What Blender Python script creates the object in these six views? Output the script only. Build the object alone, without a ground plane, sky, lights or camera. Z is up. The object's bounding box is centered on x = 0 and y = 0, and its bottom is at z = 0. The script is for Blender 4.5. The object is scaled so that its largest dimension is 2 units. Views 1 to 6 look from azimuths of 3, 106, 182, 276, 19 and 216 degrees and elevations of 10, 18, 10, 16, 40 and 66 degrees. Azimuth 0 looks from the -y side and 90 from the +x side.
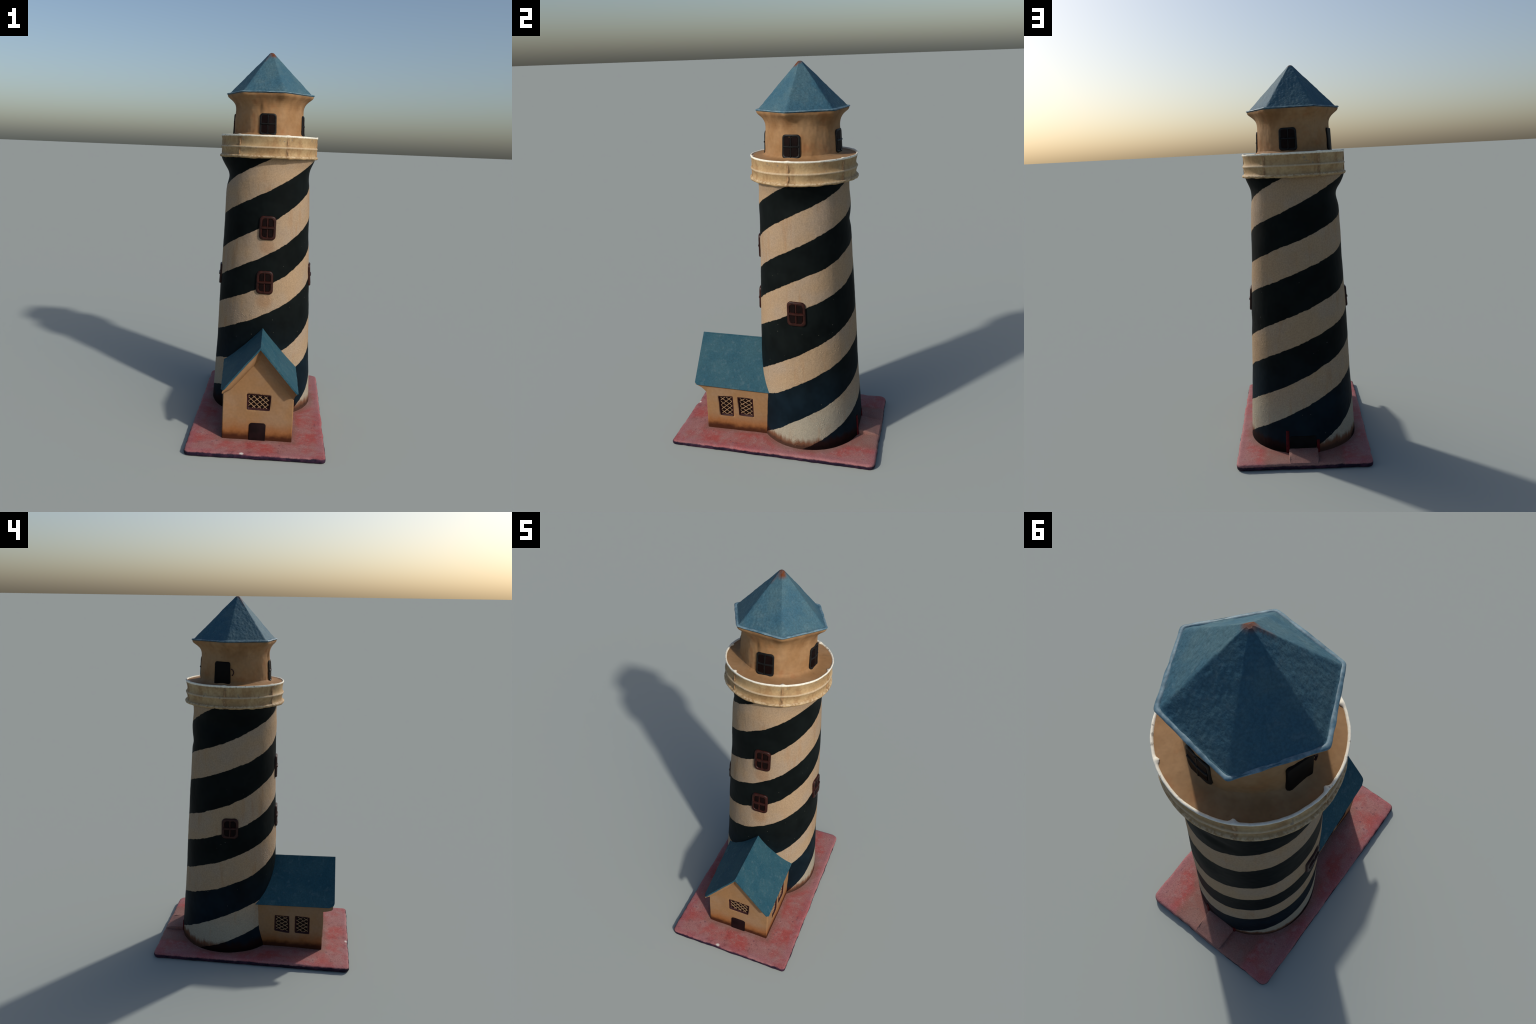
# A painted model lighthouse: leaning striped tower, gallery, lantern room with a
# six-sided roof, and a small gabled house, all on a red slab.
import bpy, bmesh, math, random
from mathutils import Vector, noise
from math import sin, cos, pi, radians, exp, atan2, hypot, sqrt

random.seed(7)
for o in list(bpy.data.objects):
    bpy.data.objects.remove(o, do_unlink=True)

# ------------------------------------------------------------------ helpers
def smooth(a, b, x):
    t = max(0.0, min(1.0, (x - a) / (b - a)))
    return t * t * (3 - 2 * t)

def lerp(a, b, t):
    return a + (b - a) * t

def interp(x, pts):
    if x <= pts[0][0]:
        return pts[0][1]
    for (x0, y0), (x1, y1) in zip(pts, pts[1:]):
        if x <= x1:
            return y0 + (y1 - y0) * (x - x0) / (x1 - x0)
    return pts[-1][1]

def adiff(a, b):
    return (a - b + 180) % 360 - 180

def n3(x, y, z, s, seed=0.0):
    return noise.noise(Vector((x * s + seed, y * s + seed * 1.7, z * s - seed)))

ROOT = bpy.data.objects.new("lighthouse", None)
bpy.context.scene.collection.objects.link(ROOT)
ROOT["label"] = "black and cream spiral-striped model lighthouse with blue roofs on red slab"
ROOT["category"] = "lighthouse model"

def add(name, bm_or_mesh, mats, parent=None, sharp=35, kind=None):
    if isinstance(bm_or_mesh, bmesh.types.BMesh):
        me = bpy.data.meshes.new(name)
        bmesh.ops.recalc_face_normals(bm_or_mesh, faces=bm_or_mesh.faces[:])
        bm_or_mesh.to_mesh(me)
        bm_or_mesh.free()
    else:
        me = bm_or_mesh
    for m in mats:
        me.materials.append(m)
    me.shade_smooth()
    if sharp:
        me.set_sharp_from_angle(angle=radians(sharp))
    ob = bpy.data.objects.new(name, me)
    bpy.context.scene.collection.objects.link(ob)
    ob.parent = parent or ROOT
    if kind:
        ob["kind"] = kind
    return ob

def loft(bm, rings, cap0=False, cap1=False, closed=True, mat=0):
    """Skin a list of equally long point rings."""
    vs = [[bm.verts.new(p) for p in r] for r in rings]
    n = len(vs[0])
    for a, b in zip(vs, vs[1:]):
        for i in range(n if closed else n - 1):
            j = (i + 1) % n
            f = bm.faces.new((a[i], a[j], b[j], b[i]))
            f.material_index = mat
    if cap0:
        bm.faces.new(vs[0]).material_index = mat
    if cap1:
        bm.faces.new(vs[-1]).material_index = mat
    return vs

# ------------------------------------------------------------------ node helper
class NT:
    def __init__(self, name, rough=0.6, spec=0.25):
        self.m = bpy.data.materials.new(name)
        self.m.use_nodes = True
        self.t = self.m.node_tree
        self.t.nodes.clear()
        self.out = self.t.nodes.new("ShaderNodeOutputMaterial")
        self.b = self.t.nodes.new("ShaderNodeBsdfPrincipled")
        self.t.links.new(self.b.outputs[0], self.out.inputs[0])
        self.b.inputs["Roughness"].default_value = rough
        self.b.inputs["Specular IOR Level"].default_value = spec
        self.pos = self.t.nodes.new("ShaderNodeTexCoord").outputs["Object"]
        sp = self.t.nodes.new("ShaderNodeSeparateXYZ")
        self.t.links.new(self.pos, sp.inputs[0])
        self.x, self.y, self.z = sp.outputs

    def put(self, sock, v):
        if hasattr(v, "is_linked"):
            self.t.links.new(v, sock)
        elif isinstance(v, (tuple, list)):
            sock.default_value = tuple(v) + ((1.0,) if len(v) == 3 and len(sock.default_value) == 4 else ())
        else:
            sock.default_value = v

    def op(self, o, a, b=0.0, c=0.0, clamp=False):
        n = self.t.nodes.new("ShaderNodeMath")
        n.operation = o
        n.use_clamp = clamp
        for s, v in zip(n.inputs, (a, b, c)):
            self.put(s, v)
        return n.outputs[0]

    def add(self, a, b): return self.op("ADD", a, b)
    def sub(self, a, b): return self.op("SUBTRACT", a, b)
    def mul(self, a, b): return self.op("MULTIPLY", a, b)

    def ramp01(self, v, a, b):
        """smooth 0..1 as v runs from a to b (a may exceed b)"""
        n = self.t.nodes.new("ShaderNodeMapRange")
        n.interpolation_type = "SMOOTHSTEP"
        self.put(n.inputs[0], v)
        if a < b:
            n.inputs[1].default_value, n.inputs[2].default_value = a, b
            n.inputs[3].default_value, n.inputs[4].default_value = 0, 1
        else:
            n.inputs[1].default_value, n.inputs[2].default_value = b, a
            n.inputs[3].default_value, n.inputs[4].default_value = 1, 0
        return n.outputs[0]

    def noise(self, scale, detail=3.0, rough=0.55, stretch=None, off=(0, 0, 0)):
        mp = self.t.nodes.new("ShaderNodeMapping")
        self.t.links.new(self.pos, mp.inputs[0])
        mp.inputs["Location"].default_value = off
        if stretch:
            mp.inputs["Scale"].default_value = stretch
        n = self.t.nodes.new("ShaderNodeTexNoise")
        self.t.links.new(mp.outputs[0], n.inputs["Vector"])
        n.inputs["Scale"].default_value = scale
        n.inputs["Detail"].default_value = detail
        n.inputs["Roughness"].default_value = rough
        return n.outputs[0]

    def voro(self, scale, rnd=1.0):
        n = self.t.nodes.new("ShaderNodeTexVoronoi")
        self.t.links.new(self.pos, n.inputs["Vector"])
        n.inputs["Scale"].default_value = scale
        n.inputs["Randomness"].default_value = rnd
        return n.outputs["Distance"], n.outputs["Color"]

    def mix(self, f, a, b):
        n = self.t.nodes.new("ShaderNodeMix")
        n.data_type = "RGBA"
        self.put(n.inputs[0], f)
        self.put(n.inputs[6], a)
        self.put(n.inputs[7], b)
        return n.outputs[2]

    def scale_col(self, c, f):
        """multiply a colour by a scalar socket"""
        n = self.t.nodes.new("ShaderNodeVectorMath")
        n.operation = "SCALE"
        self.put(n.inputs[0], c)
        self.put(n.inputs["Scale"], f)
        return n.outputs[0]

    def near(self, p, r0, r1):
        n = self.t.nodes.new("ShaderNodeVectorMath")
        n.operation = "DISTANCE"
        self.t.links.new(self.pos, n.inputs[0])
        n.inputs[1].default_value = p
        return self.ramp01(n.outputs["Value"], r1, r0)

    def bump(self, h, dist, strength=1.0):
        n = self.t.nodes.new("ShaderNodeBump")
        n.inputs["Distance"].default_value = dist
        n.inputs["Strength"].default_value = strength
        self.put(n.inputs["Height"], h)
        self.t.links.new(n.outputs[0], self.b.inputs["Normal"])

    def done(self, col, rough=None):
        self.put(self.b.inputs["Base Color"], col)
        if rough is not None:
            self.put(self.b.inputs["Roughness"], rough)
        return self.m

def vary(nt, v, lo, hi):
    """noise value (about .3-.7) -> lo..hi multiplier"""
    return nt.op("MULTIPLY_ADD", nt.ramp01(v, 0.3, 0.7), hi - lo, lo)

# ------------------------------------------------------------------ tower
AX0, AXS = (-0.0030, 0.1666), (-0.0069, -0.0213)      # leaning axis

def axis(z):
    return AX0[0] + AXS[0] * z, AX0[1] + AXS[1] * z

TOWER_R = [(0.0, .2885), (.03, .2855), (.10, .2818), (.25, .2745), (.40, .2658), (.55, .2612), (.70, .2563),
           (.85, .2487), (1.0, .2412), (1.12, .2378), (1.25, .2330), (1.35, .2296), (1.41, .2290), (1.455, .2300)]
# shallow dents and swellings of the wall: angle, height, depth, angular and vertical spread
DENTS = [(180, 1.335, -.012, 32, .042), (2, 1.325, -.004, 28, .04), (97, 1.222, -.006, 14, .028), (100, 1.315, .005, 25, .05),
         (270, 1.32, .003, 40, .05), (80, .95, -.003, 20, .06), (350, 1.0, -.003, 25, .08), (10, .67, -.002, 20, .04),
         (36, .75, .0045, 24, .55), (140, .80, .0045, 22, .50), (112, .95, .004, 16, .12), (228, 1.02, -.006, 24, .07),
         (31, 1.0, .0045, 18, .16), (82, .86, .0055, 14, .09), (165, 1.39, .007, 25, .03)]

def tower_r(deg, z):
    r = interp(z, TOWER_R)
    for a, h, d, sa, sz in DENTS:
        r += d * exp(-(adiff(deg, a) / sa) ** 2 - ((z - h) / sz) ** 2)
    c = cos(radians(deg))
    lobe = c * c * (1.0 if c < 0 else .72)
    r += lobe * .034 * smooth(1.352, 1.445, z) ** 1.35     # paint web under the gallery
    t = radians(deg)
    r += .0012 * noise.noise(Vector((cos(t) * 4, sin(t) * 4, z * 9)))
    r += .0005 * noise.noise(Vector((cos(t) * 17, sin(t) * 17, z * 40)))
    return r

def tower_pt(deg, z, h=0.0):
    cx, cy = axis(z)
    r = tower_r(deg, z) + h
    return (cx + r * cos(radians(deg)), cy + r * sin(radians(deg)), z)

# the four edges of the two spiral bands: start angle, then height every 36 degrees of winding
EDGES = {
    "a_top": (0, [.028, .127, .220, .305, .374, .436, .496, .565, .641, .723, .806, .874, .937, .997, 1.049, 1.107, 1.164, 1.229, 1.305, 1.380, 1.455, 1.53]),
    "a_low": (72, [-.024, .071, .167, .254, .317, .348, .388, .476, .571, .653, .728, .790, .849, .909, .978, 1.05, 1.132, 1.222, 1.298, 1.364, 1.43, 1.496, 1.561]),
    "b_top": (108, [-.054, .018, .091, .159, .201, .244, .311, .406, .492, .567, .634, .693, .754, .818, .887, .966, 1.055, 1.135, 1.205, 1.267, 1.335, 1.404, 1.473, 1.542]),
    "b_low": (288, [-.021, .090, .207, .298, .378, .459, .530, .595, .656, .721, .794, .886, .967, 1.031, 1.094, 1.152, 1.205, 1.262, 1.326, 1.395, 1.463, 1.531]),
}

def tower_material():
    nt = NT("striped_paint", .70, .04)
    xr = nt.add(nt.x, nt.op("MULTIPLY_ADD", nt.z, -AXS[0], -AX0[0]))
    yr = nt.add(nt.y, nt.op("MULTIPLY_ADD", nt.z, -AXS[1], -AX0[1]))
    turn = nt.op("FRACT", nt.add(nt.op("DIVIDE", nt.op("ARCTAN2", yr, xr), 2 * pi), 1.0))
    jag = nt.op("MULTIPLY_ADD", nt.noise(45, 3, .6), .0095, -.00475)
    jag = nt.add(jag, nt.op("MULTIPLY_ADD", nt.noise(17, 2, .5), .012, -.006))
    zj = nt.add(nt.z, jag)

    def curve_eval(key, k):
        start, hs = EDGES[key]
        n = nt.t.nodes.new("ShaderNodeFloatCurve")
        c = n.mapping.curves[0]
        pts = [((start + 36 * i) / 1080, (h + .1) / 1.8) for i, h in enumerate(hs)]
        n.mapping.use_clip = False
        c.points[0].location = pts[0]
        c.points[1].location = pts[-1]
        for p in pts[1:-1]:
            c.points.new(*p)
        n.mapping.extend = "HORIZONTAL"
        n.mapping.update()
        nt.put(n.inputs["Value"], nt.op("MULTIPLY_ADD", turn, 1 / 3, k / 3))
        return nt.op("MULTIPLY_ADD", n.outputs[0], 1.8, -.1)

    black = None
    for band in "ab":
        for k in range(3):
            below = nt.ramp01(nt.sub(curve_eval(band + "_top", k), zj), -.0016, .0016)
            above = nt.ramp01(nt.sub(zj, curve_eval(band + "_low", k)), -.0016, .0016)
            m = nt.mul(below, above)
            black = m if black is None else nt.op("MAXIMUM", black, m)

    # cream paint: baked shading tinted in, warm aloft, greyer low; vertical streaks
    streak = nt.noise(26, 4, .6, stretch=(1, 1, .13))
    blot = nt.noise(5.5, 3, .6)
    fine = nt.noise(140, 3, .6)
    cream = nt.mix(nt.ramp01(blot, .36, .66), CREAM_A, CREAM_B)
    low = nt.ramp01(nt.add(nt.z, nt.op("MULTIPLY_ADD", blot, .3, -.15)), .38, .16)
    cream = nt.mix(nt.mul(low, .85), cream, CREAM_LOW)
    cream = nt.mix(nt.mul(nt.ramp01(streak, .52, .74), .42), cream, (.27, .150, .072))
    for deg, zt in ((273, 1.005), (272, .713)):        # brown runs below the front windows
        p = tower_pt(deg, zt - .03)
        cream = nt.mix(nt.mul(nt.near(p, .02, .06), .45), cream, (.25, .125, .055))
    pd, pc = nt.voro(34)
    spots = nt.mul(nt.ramp01(pd, .16, .10), nt.ramp01(nt.noise(9, 2), .56, .66))
    cream = nt.mix(nt.mul(spots, .35), cream, (.18, .10, .05))
    gd0, gc0 = nt.voro(95)
    cream = nt.scale_col(cream, vary(nt, fine, .90, 1.10))
    lump = nt.mul(nt.ramp01(gd0, .30, .08), nt.ramp01(nt.noise(16, 2, .5, off=(1, 5, 3)), .46, .62))
    cream = nt.mix(nt.mul(nt.mul(lump, .4), nt.ramp01(nt.z, 1.05, .4)), cream, (.50, .37, .24))

    gs, gcol = nt.voro(150)
    grain = nt.mul(nt.ramp01(gs, .34, .12), nt.ramp01(nt.noise(24, 2, .5, off=(9, 2, 6)), .44, .62))
    cream = nt.mix(nt.mul(nt.mul(grain, .45), nt.ramp01(nt.z, .95, .25)), cream, (.46, .39, .26))
    cream = nt.mix(nt.mul(nt.ramp01(nt.noise(11, 4, .65, off=(4, 7, 1)), .54, .74), .30), cream, (.25, .165, .105))
    # near-black paint: neutral high up, navy low down; tiny pale specks
    dark = nt.mix(nt.ramp01(nt.add(nt.z, nt.op("MULTIPLY_ADD", blot, .3, -.15)), .62, .2), DARK_TOP, DARK_LOW)
    dark = nt.scale_col(dark, vary(nt, nt.noise(8, 3, .6), .75, 1.3))
    sd, sc = nt.voro(46)
    speck = nt.mul(nt.ramp01(sd, .10, .055), nt.ramp01(nt.noise(13, 2, off=(3, 1, 0)), .57, .64))
    speck = nt.mul(speck, nt.ramp01(nt.z, 1.1, .9))
    dark = nt.mix(nt.mul(speck, .55), dark, (.20, .19, .15))

    col = nt.mix(black, cream, dark)
    # rust creeping up from the foot
    drip = nt.noise(36, 3, .65, stretch=(1, 1, .22))
    patch = nt.noise(4.5, 2, .5, off=(5, 2, 1))
    reach = nt.add(nt.mul(drip, .075), nt.mul(patch, .04))
    rust = nt.ramp01(nt.sub(nt.z, reach), .044, .006)
    deep = nt.ramp01(nt.sub(nt.z, nt.mul(reach, .40)), .046, .020)
    rcol = nt.mix(black, nt.mix(deep, (.115, .042, .020), (.034, .0085, .0050)), nt.mix(deep, (.0120, .0045, .0040), (.0060, .0022, .0018)))
    col = nt.mix(nt.mul(rust, .93), col, rcol)

    gd, gc = nt.voro(95)
    pimple = nt.mul(nt.ramp01(gd, .42, .10), nt.ramp01(nt.noise(16, 2, .5, off=(1, 5, 3)), .42, .62))
    pimple = nt.mul(pimple, nt.ramp01(nt.z, 1.10, .35))
    h = nt.add(nt.mul(pimple, .55), nt.mul(nt.noise(60, 3, .6), .45))
    h = nt.mul(h, nt.op("MULTIPLY_ADD", black, -.72, 1.0))
    nt.bump(h, .0030, .75)
    return nt.done(col, nt.op("MULTIPLY_ADD", black, -.08, .66))

CREAM_A, CREAM_B, CREAM_LOW = (.312, .218, .134), (.292, .220, .155), (.272, .252, .200)
DARK_TOP, DARK_LOW = (.0040, .0058, .0058), (.0036, .0088, .0140)

def build_tower():
    bm = bmesh.new()
    N = 288
    zs = [.012 + i * (1.452 - .012) / 300 for i in range(301)]
    rings = [[tower_pt(360 * i / N, z) for i in range(N)] for z in zs]
    loft(bm, rings, True, True)
    ob = add("tower", bm, [tower_material()], sharp=None)
    # doorway niche cut into the foot at the back
    cb = bmesh.new()
    bmesh.ops.create_cube(cb, size=1.0)
    for v in cb.verts:
        v.co = Vector((v.co.x * .142, .4375 + (v.co.y + .5) * .1, .036 + (v.co.z + .5) * .086))
    cut = add("cutter", cb, [], sharp=None)
    md = ob.modifiers.new("niche", "BOOLEAN")
    md.object = cut
    md.solver = "EXACT"
    bpy.context.view_layer.update()
    dg = bpy.context.evaluated_depsgraph_get()
    me = bpy.data.meshes.new_from_object(ob.evaluated_get(dg))
    ob.modifiers.clear()
    ob.data = me
    me.shade_smooth()
    me.set_sharp_from_angle(angle=radians(50))
    bpy.data.objects.remove(cut, do_unlink=True)
    return ob

TOWER = build_tower()

def flat_paint(name, c, rough=.55, spec=.3, amp=.25, scale=40, bump=0.0008):
    nt = NT(name, rough, spec)
    v = nt.noise(scale, 3, .6)
    nt.bump(v, bump, .7)
    return nt.done(nt.scale_col(c, vary(nt, v, 1 - amp, 1 + amp)))

MAROON = flat_paint("maroon_window_paint", (.024, .0055, .0036), .45, .2, .35, 60)
PANE_RED = flat_paint("dark_pane_paint", (.0050, .0016, .0014), .6, .08, .3, 60)
SOOT = flat_paint("sooty_frame_paint", (.0068, .0066, .0066), .5, .15, .3, 60)
DOOR_BLACK = flat_paint("door_paint", (.0035, .0026, .0024), .6, .08, .3, 50)
BROWN_RED = flat_paint("brown_red_paint", (.024, .0062, .0070), .55, .15, .3, 50)
STRUT_RED = flat_paint("red_strut_paint", (.070, .0045, .0075), .6, .08, .3, 40)

# ------------------------------------------------------------------ windows
def rrect(w, h, r, n=5, jit=0.0, top_only=False):
    pts = []
    for cx, cy, a0 in ((1, -1, -90), (1, 1, 0), (-1, 1, 90), (-1, -1, 180)):
        rr = .0015 if (top_only and cy < 0) else r
        j = (random.uniform(-jit, jit), random.uniform(-jit, jit))
        for i in range(n + 1):
            a = radians(a0 + 90 * i / n)
            pts.append((cx * (w / 2 - rr) + rr * cos(a) + j[0], cy * (h / 2 - rr) + rr * sin(a) + j[1]))
    return pts

def inset(pts, d):
    xs = [p[0] for p in pts]; ys = [p[1] for p in pts]
    cx, cy = (min(xs) + max(xs)) / 2, (min(ys) + max(ys)) / 2
    hw, hh = (max(xs) - min(xs)) / 2, (max(ys) - min(ys)) / 2
    return [(cx + (x - cx) * (hw - d) / hw, cy + (y - cy) * (hh - d) / hh) for x, y in pts]

def bar(bm, place, x0, y0, x1, y1, w, h0, h1, n=6):
    """rounded batten from (x0,y0) to (x1,y1) on a wall"""
    L = hypot(x1 - x0, y1 - y0); ux, uy = (x1 - x0) / L, (y1 - y0) / L
    rings = []
    for i in range(n + 1):
        px, py = lerp(x0, x1, i / n), lerp(y0, y1, i / n)
        sec = [(-w / 2, h0), (-w / 2, lerp(h0, h1, .6)), (-w / 4, h1), (w / 4, h1), (w / 2, lerp(h0, h1, .6)), (w / 2, h0)]
        rings.append([place(px - uy * s, py + ux * s, h) for s, h in sec])
    loft(bm, rings, True, True)

def slab_on(bm, place, pts, h0, h1, bev=.0015, mat=0):
    rings = [[place(x, y, h0) for x, y in pts], [place(x, y, h1 - bev) for x, y in pts],
             [place(x, y, h1) for x, y in inset(pts, bev)]]
    loft(bm, rings, False, True, mat=mat)

def four_pane_window(name, place, w, h, frame_mat, pane_mat, r, h_face, bw, pane_name, parent=None, notch=False):
    out = rrect(w, h, r, 5, .0016)
    inn = inset(out, bw)
    bm = bmesh.new()
    rings = [[place(x, y, -.006) for x, y in out], [place(x, y, h_face * .55) for x, y in out],
             [place(x, y, h_face * .85) for x, y in inset(out, .0022)], [place(x, y, h_face) for x, y in inset(out, .0055)], [place(x, y, h_face * .9) for x, y in inset(out, bw - .003)],
             [place(x, y, h_face * .35) for x, y in inn]]
    loft(bm, rings, True, True)
    mx, my = random.uniform(-.0015, .0015), random.uniform(-.001, .003)
    bar(bm, place, -w / 2 + bw * .6, my, w / 2 - bw * .6, my + random.uniform(-.001, .001), bw * .9, 0, h_face * 1.3)
    bar(bm, place, mx, -h / 2 + bw * .6, mx, h / 2 - bw * .6, bw * .6, 0, h_face * .85)
    ob = add(name, bm, [frame_mat], parent, 45)
    qw, qh = (w / 2 - bw - bw * .3), (h / 2 - bw - bw * .4)
    for sx in (-1, 1):
        for sy in (-1, 1):
            bp = bmesh.new()
            cx, cy = mx * .5 + sx * (qw / 2 + bw * .3), my + sy * (qh / 2 + bw * .4)
            q = [(x + cx, y + cy) for x, y in rrect(qw, qh, .006, 4, .0006)]
            slab_on(bp, place, q, -.002, h_face * .68, .0008)
            add(pane_name, bp, [pane_mat], ob, 20)
    return ob

def on_tower(deg0, z0):
    R = tower_r(deg0, z0)
    return lambda x, y, h: Vector(tower_pt(deg0 + math.degrees(x / R), z0 + y, h))

for deg, z0, hh, wdeg in ((273.3, 1.078, .128, 20.8), (271.8, .783, .126, 20.2), (358.4, .793, .127, 22.0), (185.3, .782, .114, 20.6)):
    w = radians(wdeg) * tower_r(deg, z0)
    four_pane_window("tower_window", on_tower(deg, z0), w, hh, MAROON, PANE_RED, .021, .0100, .0160, "tower_window_pane")

# doorway struts beside the niche at the back
def strut(deg, z0, z1, w):
    bm = bmesh.new()
    R = .28
    place = lambda x, y, h: Vector(tower_pt(deg + math.degrees(x / R), y, h))
    bar(bm, place, 0, z0, 0, z1, w, -.004, .005, 10)
    add("doorway_strut", bm, [STRUT_RED])
strut(72.9, .030, .147, .017)
strut(105.1, .030, .097, .014)
bm = bmesh.new()
slab_on(bm, lambda x, y, h: Vector((x, .4365 + h, y + .086)), rrect(.134, .066, .006, 4, .0015), -.002, .0035, .0015)
add("tower_door", bm, [flat_paint("tower_door_paint", (.0035, .0036, .0048), .6, .08, .4, 30)])

# ------------------------------------------------------------------ gallery
GC = (-.0145, .1392)
POSTS = [56.5, 118, 176.7, 236, 293.3, 355.2]

def gal_mat():
    nt = NT("cream_gallery_paint", .65, .12)
    dx, dy = nt.sub(nt.x, GC[0]), nt.sub(nt.y, GC[1])
    blot = nt.noise(9, 4, .6)
    fine = nt.noise(90, 3, .6)
    streak = nt.noise(30, 3, .6, stretch=(1, 1, .3))
    c = nt.mix(nt.ramp01(blot, .35, .65), (.325, .212, .103), (.392, .280, .148))
    c = nt.mix(nt.mul(nt.ramp01(streak, .5, .72), .45), c, (.215, .110, .046))
    grime = nt.mul(nt.ramp01(nt.noise(13, 4, .65, off=(3, 3, 9)), .48, .66), .5)
    c = nt.mix(grime, c, (.23, .135, .060))
    # brown marks where the posts stand
    ang = nt.op("ARCTAN2", dy, dx)
    m = None
    for p in POSTS:
        d = nt.op("ABSOLUTE", nt.op("WRAP", nt.sub(ang, radians(p)), pi, -pi))
        q = nt.ramp01(nt.add(d, nt.op("MULTIPLY_ADD", blot, .06, -.03)), .05, .018)
        m = q if m is None else nt.op("MAXIMUM", m, q)
    m = nt.mul(m, nt.ramp01(nt.z, 1.555, 1.54))
    c = nt.mix(nt.mul(m, .5), c, (.17, .085, .036))
    # clean white on the top lip, pale on the rib and the foot moulding
    c = nt.mix(nt.ramp01(nt.add(nt.z, nt.op("MULTIPLY_ADD", fine, .004, -.002)), 1.550, 1.5545), c, (.74, .70, .59))
    rib = nt.ramp01(nt.op("ABSOLUTE", nt.sub(nt.z, 1.4985)), .006, .002)
    c = nt.mix(nt.mul(rib, .65), c, (.47, .37, .25))
    foot = nt.ramp01(nt.op("ABSOLUTE", nt.sub(nt.z, 1.4520)), .006, .002)
    c = nt.mix(nt.mul(foot, nt.mul(nt.ramp01(fine, .4, .6), .6)), c, (.50, .40, .27))
    chips = nt.mul(nt.ramp01(nt.noise(42, 2, .5), .66, .72), nt.ramp01(nt.z, 1.48, 1.5))
    c = nt.mix(nt.mul(chips, .6), c, (.16, .14, .12))
    c = nt.scale_col(c, vary(nt, fine, .92, 1.08))
    nt.bump(fine, .001, .6)
    return nt.done(c)
GAL = gal_mat()

GAL_PROF = [(.215, 1.4425), (.245, 1.4405), (.262, 1.4395), (.2690, 1.4415), (.2718, 1.4460), (.2714, 1.4505), (.2680, 1.4542), (.2622, 1.4568),
            (.2592, 1.4615), (.2588, 1.4680), (.2598, 1.4760), (.2625, 1.4850), (.2652, 1.4915), (.2676, 1.4955), (.2674, 1.4990), (.2640, 1.5025),
            (.2603, 1.5080), (.2590, 1.5160), (.2597, 1.5260), (.2625, 1.5380), (.2652, 1.5480), (.2672, 1.5540), (.2674, 1.5568), (.2655, 1.5585),
            (.2625, 1.5585), (.2600, 1.5570), (.2585, 1.5540), (.2550, 1.5450), (.2400, 1.5400)]

def post_near(deg, s):
    return max(exp(-(adiff(deg, p) / s) ** 2) for p in POSTS)

def build_gallery():
    bm = bmesh.new()
    N = 288
    rings = []
    for k, (r, z) in enumerate(GAL_PROF):
        ring = []
        for i in range(N):
            a = 360 * i / N
            t = radians(a)
            q = post_near(a, 2.6)
            groove = exp(-((z - 1.464) / .012) ** 2) + exp(-((z - 1.52) / .018) ** 2)
            rr = r + .0035 * q * groove - .0025 * post_near(a + 3.5, 2.0) * groove
            rr += .0012 * n3(cos(t), sin(t), z * 3, 5, 2) + .0008 * n3(cos(t), sin(t), z * 8, 16, 4)
            zz = z
            rr += .0016 * sin(t) ** 2
            if z < 1.452:
                zz += .0035 * n3(cos(t), sin(t), 0, 8, 9) + .0012 * n3(cos(t), sin(t), 0, 30, 1)
            if z > 1.55:
                zz += .0025 * post_near(a, 2.2)
                if r < .2605:
                    rr -= .009 * post_near(a, 1.8)
            zz += .0015 * n3(cos(t), sin(t), z, 3, 6)
            zz += smooth(1.50, 1.555, z) * (.0015 + .0022 * exp(-(adiff(a, 130) / 60) ** 2))
            ring.append((GC[0] + rr * cos(t), GC[1] + rr * sin(t), zz))
        rings.append(ring)
    loft(bm, rings)
    return add("gallery", bm, [GAL], sharp=60)
GALLERY = build_gallery()

POST_MAT = flat_paint("post_paint", (.27, .160, .075), .55, .3, .35, 60)
for p in POSTS:
    for z0, z1, r in ((1.458, 1.492, .2600), (1.503, 1.549, .2598)):
        bm = bmesh.new()
        place = lambda x, y, h, p=p, r=r: Vector((GC[0] + (r + .0015 + h) * cos(radians(p) + x / r), GC[1] + (r + .0015 + h) * sin(radians(p) + x / r), y))
        j = random.uniform(-.002, .002)
        bar(bm, place, j, z0, -j, z1, random.uniform(.008, .011), -.003, .0042, 8)
        add("gallery_post", bm, [POST_MAT], GALLERY)

# ------------------------------------------------------------------ lantern room
RC = (-.0200, .1350)
ROOF_CORNERS = [(.2215, .100), (.119, .317), (-.126, .354), (-.2605, .153), (-.162, -.055), (.067, -.083)]
ROOF_CORNERS = [(x, y) for x, y in ROOF_CORNERS]

def hex_r(deg, soft=.10):
    """distance from the room centre to the roof outline, corners rounded"""
    t = radians(deg)
    best = []
    for (x0, y0), (x1, y1) in zip(ROOF_CORNERS, ROOF_CORNERS[1:] + ROOF_CORNERS[:1]):
        nx, ny = y1 - y0, x0 - x1
        L = hypot(nx, ny); nx, ny = nx / L, ny / L
        d = (x0 - RC[0]) * nx + (y0 - RC[1]) * ny
        if d < 0:
            nx, ny, d = -nx, -ny, -d
        c = cos(t) * nx + sin(t) * ny
        if c > .2:
            best.append(d / c)
    k = 230.0
    return -math.log(sum(exp(-k * b) for b in best)) / k

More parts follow.
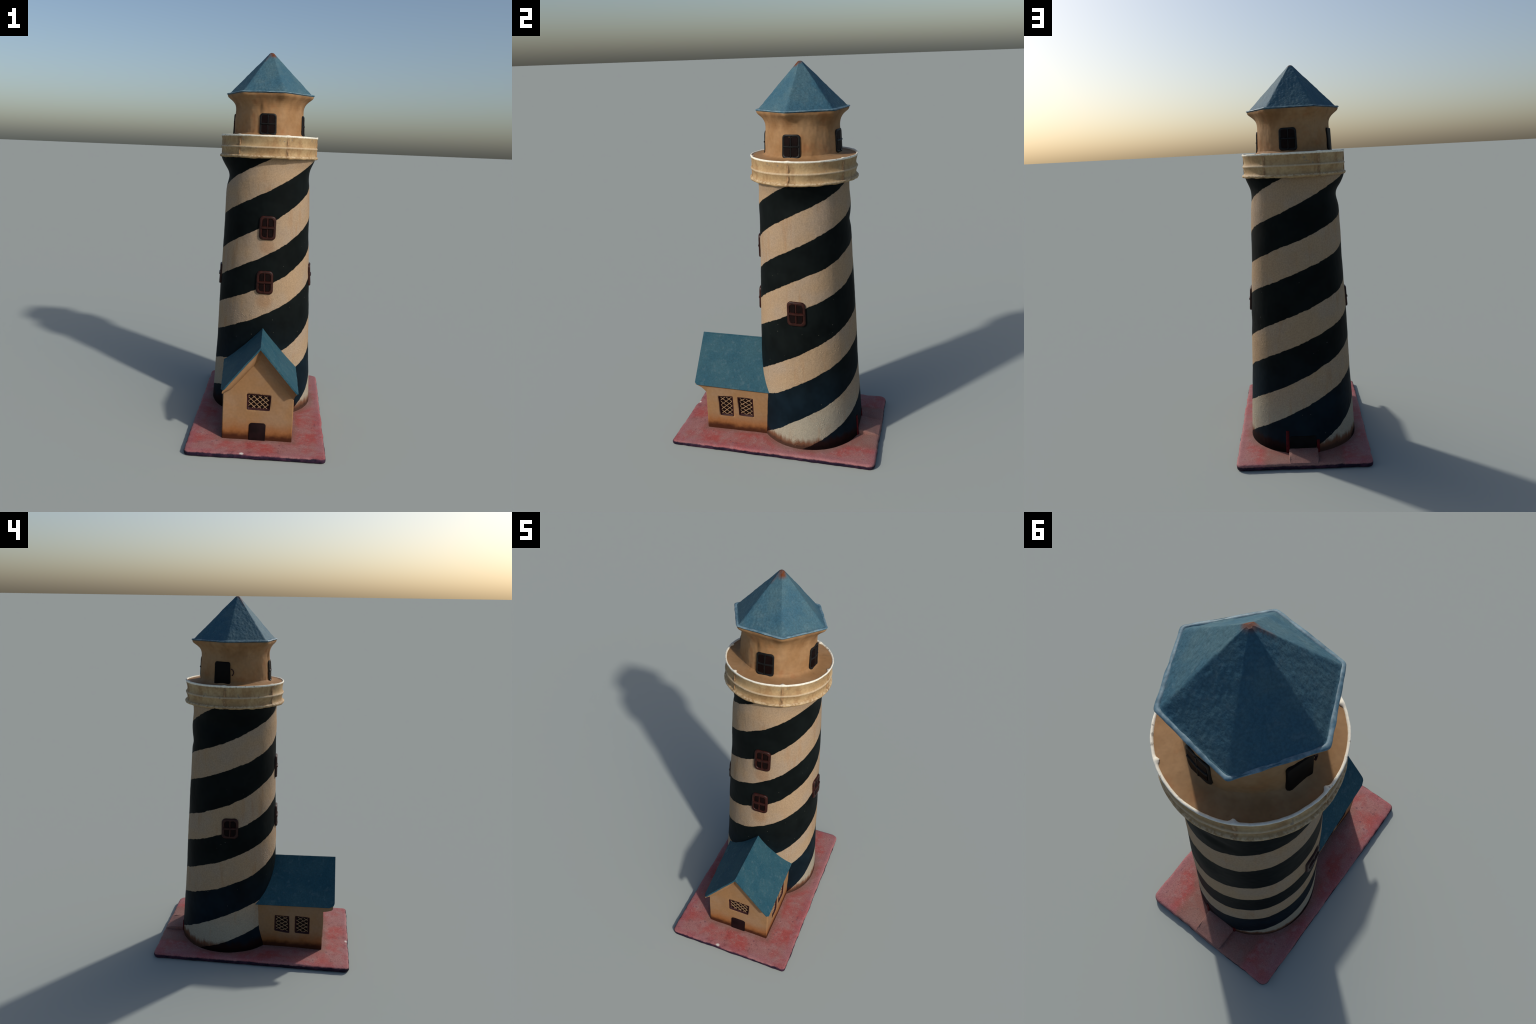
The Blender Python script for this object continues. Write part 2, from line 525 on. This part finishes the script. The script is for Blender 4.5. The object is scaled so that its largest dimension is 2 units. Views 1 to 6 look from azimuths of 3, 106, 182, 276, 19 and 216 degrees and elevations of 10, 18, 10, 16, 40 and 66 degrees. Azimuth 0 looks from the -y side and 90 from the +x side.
def room_mat():
    nt = NT("peach_plaster", .7, .08)
    big = nt.noise(6, 3, .6)
    fine = nt.noise(60, 3, .6)
    c = nt.mix(nt.ramp01(big, .35, .65), (.255, .139, .061), (.292, .174, .087))
    c = nt.mix(nt.mul(nt.ramp01(nt.noise(14, 3, .6, off=(2, 0, 4)), .55, .72), .45), c, (.285, .120, .048))
    c = nt.mix(nt.mul(nt.ramp01(nt.noise(22, 3, .65, off=(7, 3, 4)), .60, .76), .35), c, (.150, .078, .036))
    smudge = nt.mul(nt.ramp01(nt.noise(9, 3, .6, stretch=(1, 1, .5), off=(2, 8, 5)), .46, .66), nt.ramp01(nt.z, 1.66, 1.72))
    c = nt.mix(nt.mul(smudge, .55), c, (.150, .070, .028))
    c = nt.scale_col(c, vary(nt, fine, .94, 1.06))
    nt.bump(nt.add(big, nt.mul(fine, .2)), .002, .5)
    return nt.done(c)
ROOM_MAT = room_mat()

ROOM_PROF = [(1.5470, .240, 0), (1.5480, .225, 0), (1.5495, .212, 0), (1.5535, .202, 0), (1.560, .1955, 0), (1.570, .1915, 0), (1.585, .1900, 0), (1.600, .1895, 0), (1.62, .1890, 0),
             (1.64, .1880, 0), (1.66, .1866, 0), (1.68, .1850, 0), (1.695, .1842, 0), (1.707, .184, .02), (1.718, .184, .08), (1.727, .184, .17),
             (1.737, .184, .32), (1.747, .184, .52), (1.755, .184, .72), (1.762, .184, .88), (1.768, .184, .95), (1.774, .184, .975)]

def room_r(deg, z, base, s):
    t = radians(deg)
    r = base
    r += (.0028 * n3(cos(t), sin(t), z * 2, 5, 3) + .0010 * n3(cos(t), sin(t), z * 3, 13, 8)) * (1 - s)
    for p in (57, 118, 177, 293, 352):                 # faint piers running up to the roof corners
        r += .0022 * exp(-(adiff(deg, p) / 9) ** 2) * (1 - s) * smooth(1.60, 1.70, z)
    for p, q, w in ((220, .010, 24), (130, .006, 22), (316, .004, 22), (40, .004, 20)):   # flatter between the windows
        r -= q * exp(-(adiff(deg, p) / w) ** 2) * (1 - s)
    r -= .0022 * exp(-(adiff(deg, 256) / 2.2) ** 2 - ((z - 1.69) / .022) ** 2)
    r += .003 * exp(-(adiff(deg, 262) / 4) ** 2 - ((z - 1.705) / .03) ** 2)
    return lerp(r, hex_r(deg) * (1.0 + .004 * n3(cos(t), sin(t), z * 6, 9, 5)), s)

def room_lookup(z):
    for (z0, r0, s0), (z1, r1, s1) in zip(ROOM_PROF, ROOM_PROF[1:]):
        if z <= z1:
            f = (z - z0) / (z1 - z0)
            return lerp(r0, r1, f), lerp(s0, s1, f)
    return ROOM_PROF[-1][1:]

def room_pt(deg, z, h=0.0):
    b, s = room_lookup(z)
    r = room_r(deg, z, b, s) + h
    return Vector((RC[0] + r * cos(radians(deg)), RC[1] + r * sin(radians(deg)), z))

def build_room():
    bm = bmesh.new()
    N = 240
    rings = []
    for (z0, _, _), (z1, _, _) in zip(ROOM_PROF[4:], ROOM_PROF[5:]):
        for k in range(4):
            z = lerp(z0, z1, k / 4)
            rings.append([room_pt(360 * i / N, z) for i in range(N)])
    rings.append([room_pt(360 * i / N, ROOM_PROF[-1][0]) for i in range(N)])
    loft(bm, rings, False, True)
    room = add("lantern_room", bm, [ROOM_MAT], sharp=70)
    # deck: dished floor sweeping up into the wall
    bm = bmesh.new()
    rings = []
    deck = [(0, .262, 1.545), (0, .2600, 1.5562), (.25, 0, 1.5572), (.5, 0, 1.5580), (.75, 0, 1.5600), (.88, 0, 1.5625), (.96, 0, 1.5665)]
    for f, r, z in deck:
        ring = []
        for i in range(N):
            a = 360 * i / N; t = radians(a)
            if r:
                p = Vector((GC[0] + r * cos(t), GC[1] + r * sin(t), z))
            else:
                o = Vector((GC[0] + .2600 * cos(t), GC[1] + .2600 * sin(t), z))
                q = room_pt(a, 1.569)
                p = o.lerp(q, f)
                p.z = z + .0012 * n3(p.x, p.y, 0, 22, 3)
            ring.append(p)
        rings.append(ring)
    rings.append([room_pt(360 * i / N, 1.5715) for i in range(N)])
    rings.append([room_pt(360 * i / N, 1.5735, -.004) for i in range(N)])
    loft(bm, rings)
    add("gallery_deck", bm, [ROOM_MAT], sharp=70)
    return room
ROOM = build_room()

def on_room(deg0, z0):
    return lambda x, y, h: room_pt(deg0 + math.degrees(x / .189), z0 + y, h + .0012)

for deg, z0 in ((270.2, 1.6155), (354.2, 1.6165), (81.5, 1.626)):
    four_pane_window("lantern_window", on_room(deg, z0), .0885, .112, SOOT, PANE_RED, .016, .0050, .0105, "lantern_window_pane")
bm = bmesh.new()
slab_on(bm, on_room(166.8, 1.6165), rrect(.088, .116, .012, 5, .001), -.004, .006, .003)
DOOR = add("lantern_door", bm, [DOOR_BLACK], sharp=45)
bm = bmesh.new()
pl = on_room(166.8, 1.6165)
hp = [(.0475, .0225), (.058, .016), (.0615, .004), (.057, -.008), (.0525, -.0115)]
for (x0, y0), (x1, y1) in zip(hp, hp[1:]):
    bar(bm, pl, x0, y0, x1, y1, .0048, -.002, .005, 3)
add("door_handle", bm, [BROWN_RED], DOOR, 60)

# ------------------------------------------------------------------ lantern roof
def roof_mat(name, c0, c1, rust=True, bump=.0024, apex=(-.0206, .1245, 1.998)):
    nt = NT(name, .65, .10)
    big = nt.noise(7, 4, .6)
    fine = nt.noise(130, 3, .65)
    mid = nt.noise(38, 3, .6)
    c = nt.mix(nt.ramp01(big, .35, .66), c0, c1)
    c = nt.mix(nt.mul(nt.ramp01(mid, .52, .74), .22), c, (.125, .18, .195))
    c = nt.scale_col(c, vary(nt, fine, .86, 1.14))
    if rust:
        ax, ay, az = apex
        wob = nt.op("MULTIPLY_ADD", nt.noise(42, 3, .6), 1.6, .1)
        tip = nt.near((ax + .006, ay - .008, az + .002), .006, .030)
        run1 = nt.near((ax + .008, ay - .016, az - .013), .000, .030)
        m = nt.op("MAXIMUM", tip, run1)
        for q, w in ((.018, .75), (.026, .65), (.034, .55), (.042, .45), (.050, .3)):   # thin run down one hip
            m = nt.op("MAXIMUM", m, nt.mul(nt.near((ax - q * .62, ay - q * .78, az - q * .92), .001, .013), w))
        m = nt.op("MULTIPLY", m, wob, clamp=True)
        c = nt.mix(m, c, (.115, .034, .011))
    nt.bump(nt.add(nt.add(mid, nt.noise(75, 2, .5)), nt.mul(fine, .2)), bump, .75)
    return nt.done(c)

ROOF_BLUE = roof_mat("blue_roof_paint", (.034, .092, .132), (.056, .115, .142))
HOUSE_BLUE = roof_mat("blue_house_roof_paint", (.016, .064, .092), (.026, .077, .100), rust=False, bump=.0010)
RIM_BLUE = flat_paint("pale_blue_rim", (.15, .27, .34), .5, .3, .3, 45)
APEX = Vector((-.0206, .1245, 2.0))

def roof_edge(deg, z, f=1.0):
    r = hex_r(deg) * f
    t = radians(deg)
    return Vector((RC[0] + r * cos(t), RC[1] + r * sin(t), z))

def build_roof():
    bm = bmesh.new()
    N = 288
    rings = []
    steps = 40
    top_r = .012
    for k in range(steps + 1):
        f = k / steps
        ring = []
        for i in range(N):
            a = 360 * i / N
            e = roof_edge(a, 0)
            inner = APEX + (Vector((e.x, e.y, 0)) - Vector((APEX.x, APEX.y, 0))) * (top_r / .24)
            g = f
            p = Vector((lerp(inner.x, e.x, g), lerp(inner.y, e.y, g), 0))
            # straight pitch, then an almost level lip
            if g < .93:
                z = lerp(1.997, 1.7860, g / .93)
            else:
                z = lerp(1.7860, 1.7815, (g - .93) / .07)
            z += (.0014 * n3(p.x, p.y, z, 24, 2) + .0016 * n3(p.x * 1.3, p.y, z, 62, 5)) * smooth(0, .2, f) + .0022 * n3(p.x, p.y, z, 7, 8) * smooth(0, .3, f)
            if f > .93:
                z = lerp(z, 1.7815 + .0022 * n3(p.x, p.y, 0, 11, 4), .7 * smooth(.93, .96, f))
            ring.append(Vector((p.x, p.y, z)))
        rings.append(ring)
    tip = [Vector((lerp(p.x, APEX.x, .45), lerp(p.y, APEX.y, .45), 2.0)) for p in rings[0]]
    rings = [tip] + rings
    under = [roof_edge(360 * i / N, 1.7735, .992) for i in range(N)]
    inn = [roof_edge(360 * i / N, 1.7735, .80) for i in range(N)]
    loft(bm, rings + [under, inn], True, True)
    roof = add("lantern_roof", bm, [ROOF_BLUE], sharp=28)
    # rolled bead round the eaves
    bm = bmesh.new()
    rings = []
    for j in range(10):
        b = 2 * pi * j / 10
        ring = []
        for i in range(N):
            a = 360 * i / N
            p = roof_edge(a, 1.7795 + .0022 * n3(cos(radians(a)) * .24, sin(radians(a)) * .24, 0, 11, 4))
            d = Vector((cos(radians(a)), sin(radians(a)), 0))
            w = 1 + .25 * n3(p.x, p.y, 0, 30, 1)
            p = p - d * .0050 + d * (.0078 * cos(b) * w) + Vector((0, 0, .0042 * sin(b) * w))
            ring.append(p)
        rings.append(ring)
    loft(bm, rings + [rings[0]])
    bmesh.ops.remove_doubles(bm, verts=bm.verts[:], dist=1e-6)
    nt = NT("eaves_bead_paint", .5, .3)
    v = nt.noise(40, 3, .6)
    c = nt.mix(nt.ramp01(v, .35, .68), (.060, .130, .175), (.145, .225, .265))
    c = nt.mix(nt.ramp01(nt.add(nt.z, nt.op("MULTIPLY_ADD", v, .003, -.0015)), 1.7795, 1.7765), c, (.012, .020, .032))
    add("roof_bead", bm, [nt.done(nt.scale_col(c, vary(nt, nt.noise(90), .85, 1.15)))], roof, 60)
build_roof()

# ------------------------------------------------------------------ house
def house_mat():
    nt = NT("tan_house_plaster", .7, .08)
    big = nt.noise(7, 3, .6)
    fine = nt.noise(80, 3, .6)
    c = nt.mix(nt.ramp01(big, .35, .65), (.250, .138, .064), (.248, .150, .084))
    # orange band low on the walls, dark brown at the bottom
    w = nt.op("MULTIPLY_ADD", nt.noise(14, 3, .6), .05, -.025)
    zz = nt.add(nt.z, w)
    c = nt.mix(nt.mul(nt.ramp01(zz, .145, .055), .85), c, (.225, .078, .020))
    c = nt.mix(nt.mul(nt.ramp01(zz, .080, .042), .95), c, (.040, .011, .006))
    c = nt.scale_col(c, vary(nt, fine, .95, 1.05))
    nt.bump(nt.add(big, nt.mul(fine, .15)), .003, .4)
    return nt.done(c)
HOUSE_MAT = house_mat()

RIDGE_F, RIDGE_B = Vector((.006, -.4585, .535)), Vector((-.002, .02, .528))
EAVE_L, EAVE_R = Vector((-.183, -.463, .301)), Vector((.203, -.456, .304))
EAVE_LB, EAVE_RB = Vector((-.2195, .06, .311)), Vector((.190, .06, .290))

def roof_z(x, y):
    """underside height of the house roof above a point"""
    t = (y + .455) / .475
    rx, rz = lerp(RIDGE_F.x, RIDGE_B.x, t), lerp(RIDGE_F.z, RIDGE_B.z, t)
    e = EAVE_L.lerp(EAVE_LB, t * .92) if x < rx else EAVE_R.lerp(EAVE_RB, t * .92)
    return rz - .0185 - (rz - e.z) * abs(x - rx) / abs(e.x - rx)

WINDOWS = {"front": [[(-.055, .271), (.067, .267), (.062, .185), (-.053, .188)]],
           "right": [[(-.328, .232), (-.245, .238), (-.242, .113), (-.321, .111)], [(-.215, .238), (-.127, .238), (-.126, .122), (-.210, .124)]],
           "left": [[(-.123, .239), (-.207, .234), (-.209, .125), (-.123, .138)], [(-.241, .237), (-.323, .229), (-.325, .122), (-.241, .129)]]}

def window_sink(side, a, z):
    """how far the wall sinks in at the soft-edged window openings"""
    best = 0.0
    for tl, tr, br, bl in WINDOWS[side]:
        u = v = .5
        for _ in range(4):
            zt, zb = lerp(tl[1], tr[1], u), lerp(bl[1], br[1], u)
            v = (z - zb) / (zt - zb)
            x0, x1 = lerp(bl[0], tl[0], v), lerp(br[0], tr[0], v)
            u = max(-1, min(2, (a - x0) / (x1 - x0)))
        d = min(min(u, 1 - u) * abs(tr[0] - tl[0]), min(v, 1 - v) * abs(tl[1] - bl[1]))
        best = max(best, smooth(-.002, .007, d))
    return .0145 * best

def build_house():
    xl, xr, yf = -.1775, .1815, -.399
    bm = bmesh.new()
    ny, nx, nz = 92, 74, 66
    # outline going round the walls: front then sides, columns of points rising to the roof
    path = []
    for i in range(ny + 1):
        y = lerp(.06, yf + .004, i / ny)
        path.append((xl, y))
    for i in range(nx + 1):
        path.append((lerp(xl + .004, xr - .004, i / nx), yf))
    for i in range(ny + 1):
        path.append((xr, lerp(yf + .004, .06, i / ny)))
    rings = []
    for k in range(nz + 1):
        ring = []
        for x, y in path:
            xo = x - .065 * (y - yf) if x == xl else x
            z = lerp(.022, roof_z(xo, y), k / nz)
            n = .0022 * n3(x, y, z, 9, 3) + .0008 * n3(x, y, z, 30, 5)
            px, py = x, y
            if y <= yf + .003:
                py += n + window_sink("front", x, z) - .0035 * exp(-((z - .20) / .06) ** 2) * smooth(-.10, -.17, x)
            elif x < 0:                      # this wall leans out toward the tower
                px += n + window_sink("left", y, z) - .065 * (y - yf) * smooth(.00, .17, z)
            else:
                px += n - window_sink("right", y, z)
            ring.append((px, py, z))
        rings.append(ring)
    loft(bm, rings, closed=False)
    walls = add("house_wall", bm, [HOUSE_MAT], sharp=40)
    # coved soffit under the gable overhang
    bm = bmesh.new()
    st = []
    M = 24
    for side in (0, 1):
        for i in range(M + 1):
            if side and i == 0:
                continue
            f = i / M
            if side == 0:
                x, xo = lerp(xl, .004, f), lerp(EAVE_L.x + .006, RIDGE_F.x, f)
            else:
                x, xo = lerp(.004, xr, f), lerp(RIDGE_F.x, EAVE_R.x - .008, f)
            st.append((x, xo))
    rings = []
    for x, xo in st:
        zt_o = roof_z(xo, -.452) + .006
        zt_i = roof_z(x, -.40)
        drop = .057 - .030 * smooth(-.135, -.178, x) + .006 * n3(x, 0, 0, 14, 2)
        sec = []
        for j in range(9):
            u = j / 8
            a = u * pi / 2
            yy = lerp(-.4545, -.3995, lerp(u, sin(a), .45))
            zz = lerp(zt_o, zt_i - drop, lerp(u, 1 - cos(a), .45))
            if x < .004:
                k = smooth(.004, -.05, x)
                yy = lerp(yy, lerp(-.4545, -.3995, u ** 2.2), k)
                zz = lerp(zz, lerp(zt_o, zt_i - drop, u ** .75), k)
            sec.append((lerp(xo, x, u), yy, zz))
        sec.append((x, -.392, zt_i - drop))
        sec.append((x, -.392, zt_i + .004))
        rings.append(sec)
    loft(bm, rings, True, True)
    add("gable_soffit", bm, [HOUSE_MAT], walls, 50)
    return walls
HOUSE = build_house()

def build_house_roof():
    bm = bmesh.new()
    th = .0075
    for side, ef, eb, cr in (("l", EAVE_L, EAVE_LB, .030), ("r", EAVE_R, EAVE_RB, .012)):
        NU, NV = 40, 26
        up, lo = [], []
        nrm = ((ef - RIDGE_F).cross(RIDGE_B - RIDGE_F)).normalized()
        if nrm.z < 0:
            nrm = -nrm
        for v in range(NV + 1):
            g = v / NV
            a, b = RIDGE_F.lerp(ef, g), RIDGE_B.lerp(eb, g)
            # rounded lower front corner of the slope
            s = (1 - g) * (ef - RIDGE_F).length
            cut = 0.0
            if s < cr:
                cut = cr - sqrt(max(0, cr * cr - (cr - s) ** 2))
            L = (b - a).length
            ru, rl = [], []
            for u in range(NU + 1):
                p = a.lerp(b, cut / L + (1 - cut / L) * u / NU)
                w = .0011 * n3(p.x, p.y, p.z, 12, 4) + .0005 * n3(p.x, p.y, p.z, 45, 4)
                if g > .9:
                    w += .0012 * n3(p.x, p.y, p.z, 25, 8)
                q = p + nrm * w
                ru.append(q)
                rl.append(q - nrm * th)
            up.append(ru); lo.append(rl)
        U = [[bm.verts.new(p) for p in r] for r in up]
        D = [[bm.verts.new(p) for p in r] for r in lo]
        for A, flip in ((U, 0), (D, 1)):
            for v in range(NV):
                for u in range(NU):
                    f = (A[v][u], A[v][u + 1], A[v + 1][u + 1], A[v + 1][u])
                    bm.faces.new(f[::-1] if flip else f)
        per = lambda A: [A[0][u] for u in range(NU)] + [A[v][NU] for v in range(NV)] + [A[NV][u] for u in range(NU, 0, -1)] + [A[v][0] for v in range(NV, 0, -1)]
        pu, pd = per(U), per(D)
        for i in range(len(pu)):
            j = (i + 1) % len(pu)
            bm.faces.new((pu[i], pd[i], pd[j], pu[j]))
    bmesh.ops.remove_doubles(bm, verts=bm.verts[:], dist=1e-5)
    add("house_roof", bm, [HOUSE_BLUE], sharp=30)
build_house_roof()

DOOR_BROWN = flat_paint("house_door_paint", (.0075, .0026, .0032), .6, .10, .35, 30)
LATTICE = flat_paint("cream_lattice_paint", (.27, .165, .090), .6, .15, .2, 50)

def lattice_window(place, quad, nx, nz):
    """dark framed window with diagonal cream lattice; quad = four corners in wall coordinates"""
    tl, tr, br, bl = quad
    def warp(x, y, h):                      # x,y in -1..1
        u, v = (x + 1) / 2, (y + 1) / 2
        px = lerp(lerp(bl[0], br[0], u), lerp(tl[0], tr[0], u), v)
        pz = lerp(lerp(bl[1], br[1], u), lerp(tl[1], tr[1], u), v)
        return place(px, pz, h)
    W = abs(tr[0] - tl[0]); H = abs(tl[1] - bl[1])
    base = rrect(2, 2, .17, 4, .03)
    bm = bmesh.new()
    ins = lambda d: [(x * (1 - 2 * d / W), y * (1 - 2 * d / H)) for x, y in base]
    rings = [[warp(x, y, -.016) for x, y in base], [warp(x, y, -.0015) for x, y in base], [warp(x, y, -.0012) for x, y in ins(.0015)],
             [warp(x, y, -.0035) for x, y in ins(.0045)], [warp(x, y, -.0105) for x, y in ins(.0085)]]
    loft(bm, rings, False, True)
    win = add("house_window", bm, [BROWN_RED], HOUSE, 40)
    bp = bmesh.new()
    q = [(x * .96, y * .96) for x, y in ins(.0085)]
    loft(bp, [[warp(x, y, -.014) for x, y in q], [warp(x, y, -.0098) for x, y in q]], False, True)
    add("house_window_pane", bp, [PANE_RED], win, 40)
    bl_ = bmesh.new()
    lim = (1 - 2 * .008 / W, 1 - 2 * .008 / H)
    dx, dz = 2 * lim[0] / nx, 2 * lim[1] / nz
    jx = random.uniform(-.2, .2) * dx
    for sgn in (1, -1):
        for k in range(-9, 10):
            # line x = x0 + sgn * (y - y0) * dx/dz through lattice nodes, clipped to the opening
            x0 = jx + k * dx + random.uniform(-.05, .05) * dx
            pts = []
            s = sgn * dx / dz
            lo, hi = -lim[1], lim[1]
            ys = sorted(((-lim[0] - x0) / s, (lim[0] - x0) / s))
            lo, hi = max(lo, ys[0]), min(hi, ys[1])
            if hi - lo < .12:
                continue
            pl = lambda a, b, h: warp(a / W * 2, b / H * 2, h)
            bar(bl_, pl, (x0 + s * lo) * W / 2, lo * H / 2, (x0 + s * hi) * W / 2, hi * H / 2, .0036, -.0110, -.0083 + .0002 * sgn, 3)
    add("house_window_lattice", bl_, [LATTICE], win, 40)

front = lambda x, z, h: Vector((x, -.400 - h, z))
right = lambda y, z, h: Vector((.1820 + h, y, z))
left = lambda y, z, h: Vector((-.1783 - .065 * (y + .40) * smooth(.00, .17, z) - h, y, z))
for place, side, nx_, nz_ in ((front, "front", 3.5, 2.6), (right, "right", 1.9, 3.9), (left, "left", 1.9, 3.9)):
    for quad in WINDOWS[side]:
        lattice_window(place, quad, nx_, nz_)

bm = bmesh.new()
slab_on(bm, lambda x, y, h: front(x + .002 + (y > 0) * .001, y + .070, h), rrect(.084, .096, .014, 5, .001, True), -.006, .003, .0018)
add("house_door", bm, [DOOR_BROWN], HOUSE, 40)

# ------------------------------------------------------------------ slab
def slab_mat():
    nt = NT("red_slab_paint", .62, .12)
    big = nt.noise(7.5, 3, .55)
    mid = nt.noise(24, 4, .65)
    fine = nt.noise(170, 3, .7)
    c = nt.mix(nt.ramp01(big, .40, .64), (.275, .120, .113), (.295, .068, .062))
    c = nt.mix(nt.mul(nt.ramp01(mid, .45, .70), .65), c, (.290, .165, .154))
    c = nt.mix(nt.mul(nt.ramp01(nt.noise(48, 4, .7, off=(4, 1, 2)), .60, .76), .6), c, (.36, .235, .215))
    c = nt.mix(nt.mul(nt.ramp01(nt.noise(95, 3, .7, off=(2, 6, 3)), .62, .76), .5), c, (.40, .30, .27))
    pits = nt.mul(nt.ramp01(nt.noise(55, 2, .5, off=(1, 8, 2)), .67, .74), .7)
    c = nt.mix(pits, c, (.12, .045, .06))
    # purple-pink worn margin, dark violet edge faces
    ex = nt.op("MAXIMUM", nt.sub(nt.op("ABSOLUTE", nt.x), .335), nt.sub(nt.op("ABSOLUTE", nt.y), .545))
    ex = nt.add(ex, nt.op("MULTIPLY_ADD", mid, .05, -.025))
    c = nt.mix(nt.mul(nt.ramp01(ex, -.050, -.004), .45), c, (.260, .100, .115))
    # grey-brown tint darkening the slab for contact shadow along the walls
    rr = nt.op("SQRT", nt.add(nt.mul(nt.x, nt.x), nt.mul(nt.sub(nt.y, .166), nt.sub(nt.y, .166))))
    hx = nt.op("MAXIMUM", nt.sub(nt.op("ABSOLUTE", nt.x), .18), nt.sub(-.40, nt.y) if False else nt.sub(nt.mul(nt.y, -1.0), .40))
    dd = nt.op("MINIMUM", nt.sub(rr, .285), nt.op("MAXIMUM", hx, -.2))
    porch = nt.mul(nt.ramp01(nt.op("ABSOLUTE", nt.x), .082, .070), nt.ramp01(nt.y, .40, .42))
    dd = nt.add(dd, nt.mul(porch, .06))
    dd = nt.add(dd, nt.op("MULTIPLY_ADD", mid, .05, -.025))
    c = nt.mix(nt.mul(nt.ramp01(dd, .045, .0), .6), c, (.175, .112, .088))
    painted_glint = nt.mul(nt.near((-.064, -.546, .028), .006, .016), .85)  # white highlight on the front edge, painted into the slab colour
    c = nt.mix(painted_glint, c, (.60, .58, .53))
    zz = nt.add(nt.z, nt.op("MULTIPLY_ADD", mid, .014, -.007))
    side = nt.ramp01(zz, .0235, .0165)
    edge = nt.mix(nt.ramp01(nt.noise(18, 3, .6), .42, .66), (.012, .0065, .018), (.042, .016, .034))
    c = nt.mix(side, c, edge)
    c = nt.scale_col(c, vary(nt, fine, .86, 1.14))
    nt.bump(nt.add(nt.mul(mid, 1.0), nt.mul(fine, .4)), .0028, .7)
    return nt.done(c)
SLAB_MAT = slab_mat()

def slab_outline():
    """rectangle with individually rounded corners, walked at even steps"""
    cs = [(.3475, -.5560, .018), (.3420, .5560, .032), (-.3455, .5590, .032), (-.3505, -.5550, .026)]
    pts = []
    n = len(cs)
    for k in range(n):
        x, y, r = cs[k]
        px, py, _ = cs[k - 1]
        qx, qy, _ = cs[(k + 1) % n]
        a = Vector((px - x, py - y)).normalized(); b = Vector((qx - x, qy - y)).normalized()
        c = Vector((x, y)) + a * r + b * r
        arc = []
        for i in range(9):
            t = i / 8 * pi / 2
            arc.append(c - b * r * cos(t) - a * r * sin(t))
        pts.append(arc)
    out = []
    for k in range(n):
        out += pts[k]
        p, q = pts[k][-1], pts[(k + 1) % n][0]
        m = int((q - p).length / .0055)
        out += [p.lerp(q, i / m) for i in range(1, m)]
    return out

def build_slab():
    bm = bmesh.new()
    outl = slab_outline()
    def ring(f_in, z, amp):
        r = []
        for p in outl:
            L = p.length
            w = amp * (.0035 * n3(p.x, p.y, 0, 9, 2) + .0028 * n3(p.x, p.y, z * 2, 32, 6))
            d = Vector((p.x / .34 if abs(p.x) > .3 else 0, p.y / .545 if abs(p.y) > .5 else 0))
            d = d.normalized() if d.length else Vector((0, 0))
            q = p + d * (w - f_in)
            r.append((q.x, q.y, z + (.0016 * n3(q.x, q.y, 0, 14, 3) if z > .02 else 0)))
        return r
    prof = [(.004, 0.0, .8), (.0015, .003, .9), (0, .010, 1), (.0002, .018, 1), (.0015, .0235, 1.1), (.0045, .0275, 1.1), (.010, .0295, 1), (.02, .0302, .6)]
    rings = [ring(a, b, c) for a, b, c in prof]
    for f in (.88, .75, .6, .45, .3, .15):
        base = ring(.02, .0302, .6)
        rings.append([(x * f, y * f, .0302 + .0012 * n3(x * f, y * f, 0, 14, 3)) for x, y, _ in base])
    loft(bm, rings, True, True)
    for v in bm.verts:                       # the slab thins toward the front
        v.co.z *= 1 - .21 * smooth(-.12, -.48, v.co.y)
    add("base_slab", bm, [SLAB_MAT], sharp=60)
    # doorstep behind the tower
    bm = bmesh.new()
    rings = []
    for ins, z in ((0, .024), (0, .0520), (.0015, .0545), (.005, .0560)):
        r = []
        for x, y in ((-.0745 + ins, .40), (.0745 - ins, .40), (.0745 - ins, .531 - ins), (.070 - ins, .552 - ins),
                     (-.069 + ins, .554 - ins), (-.0735 + ins, .536 - ins)):
            fall = 0 if z < .03 else (.0235 if y > .54 else .0125 if y > .5 else 0)
            r.append((x, y, z - fall))
        rings.append(r)
    loft(bm, rings, True, True)
    bmesh.ops.subdivide_edges(bm, edges=bm.edges[:], cuts=3, use_grid_fill=True)
    for v in bm.verts:
        v.co.z += .0012 * n3(v.co.x, v.co.y, 0, 25, 3)
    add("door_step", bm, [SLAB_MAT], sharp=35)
build_slab()
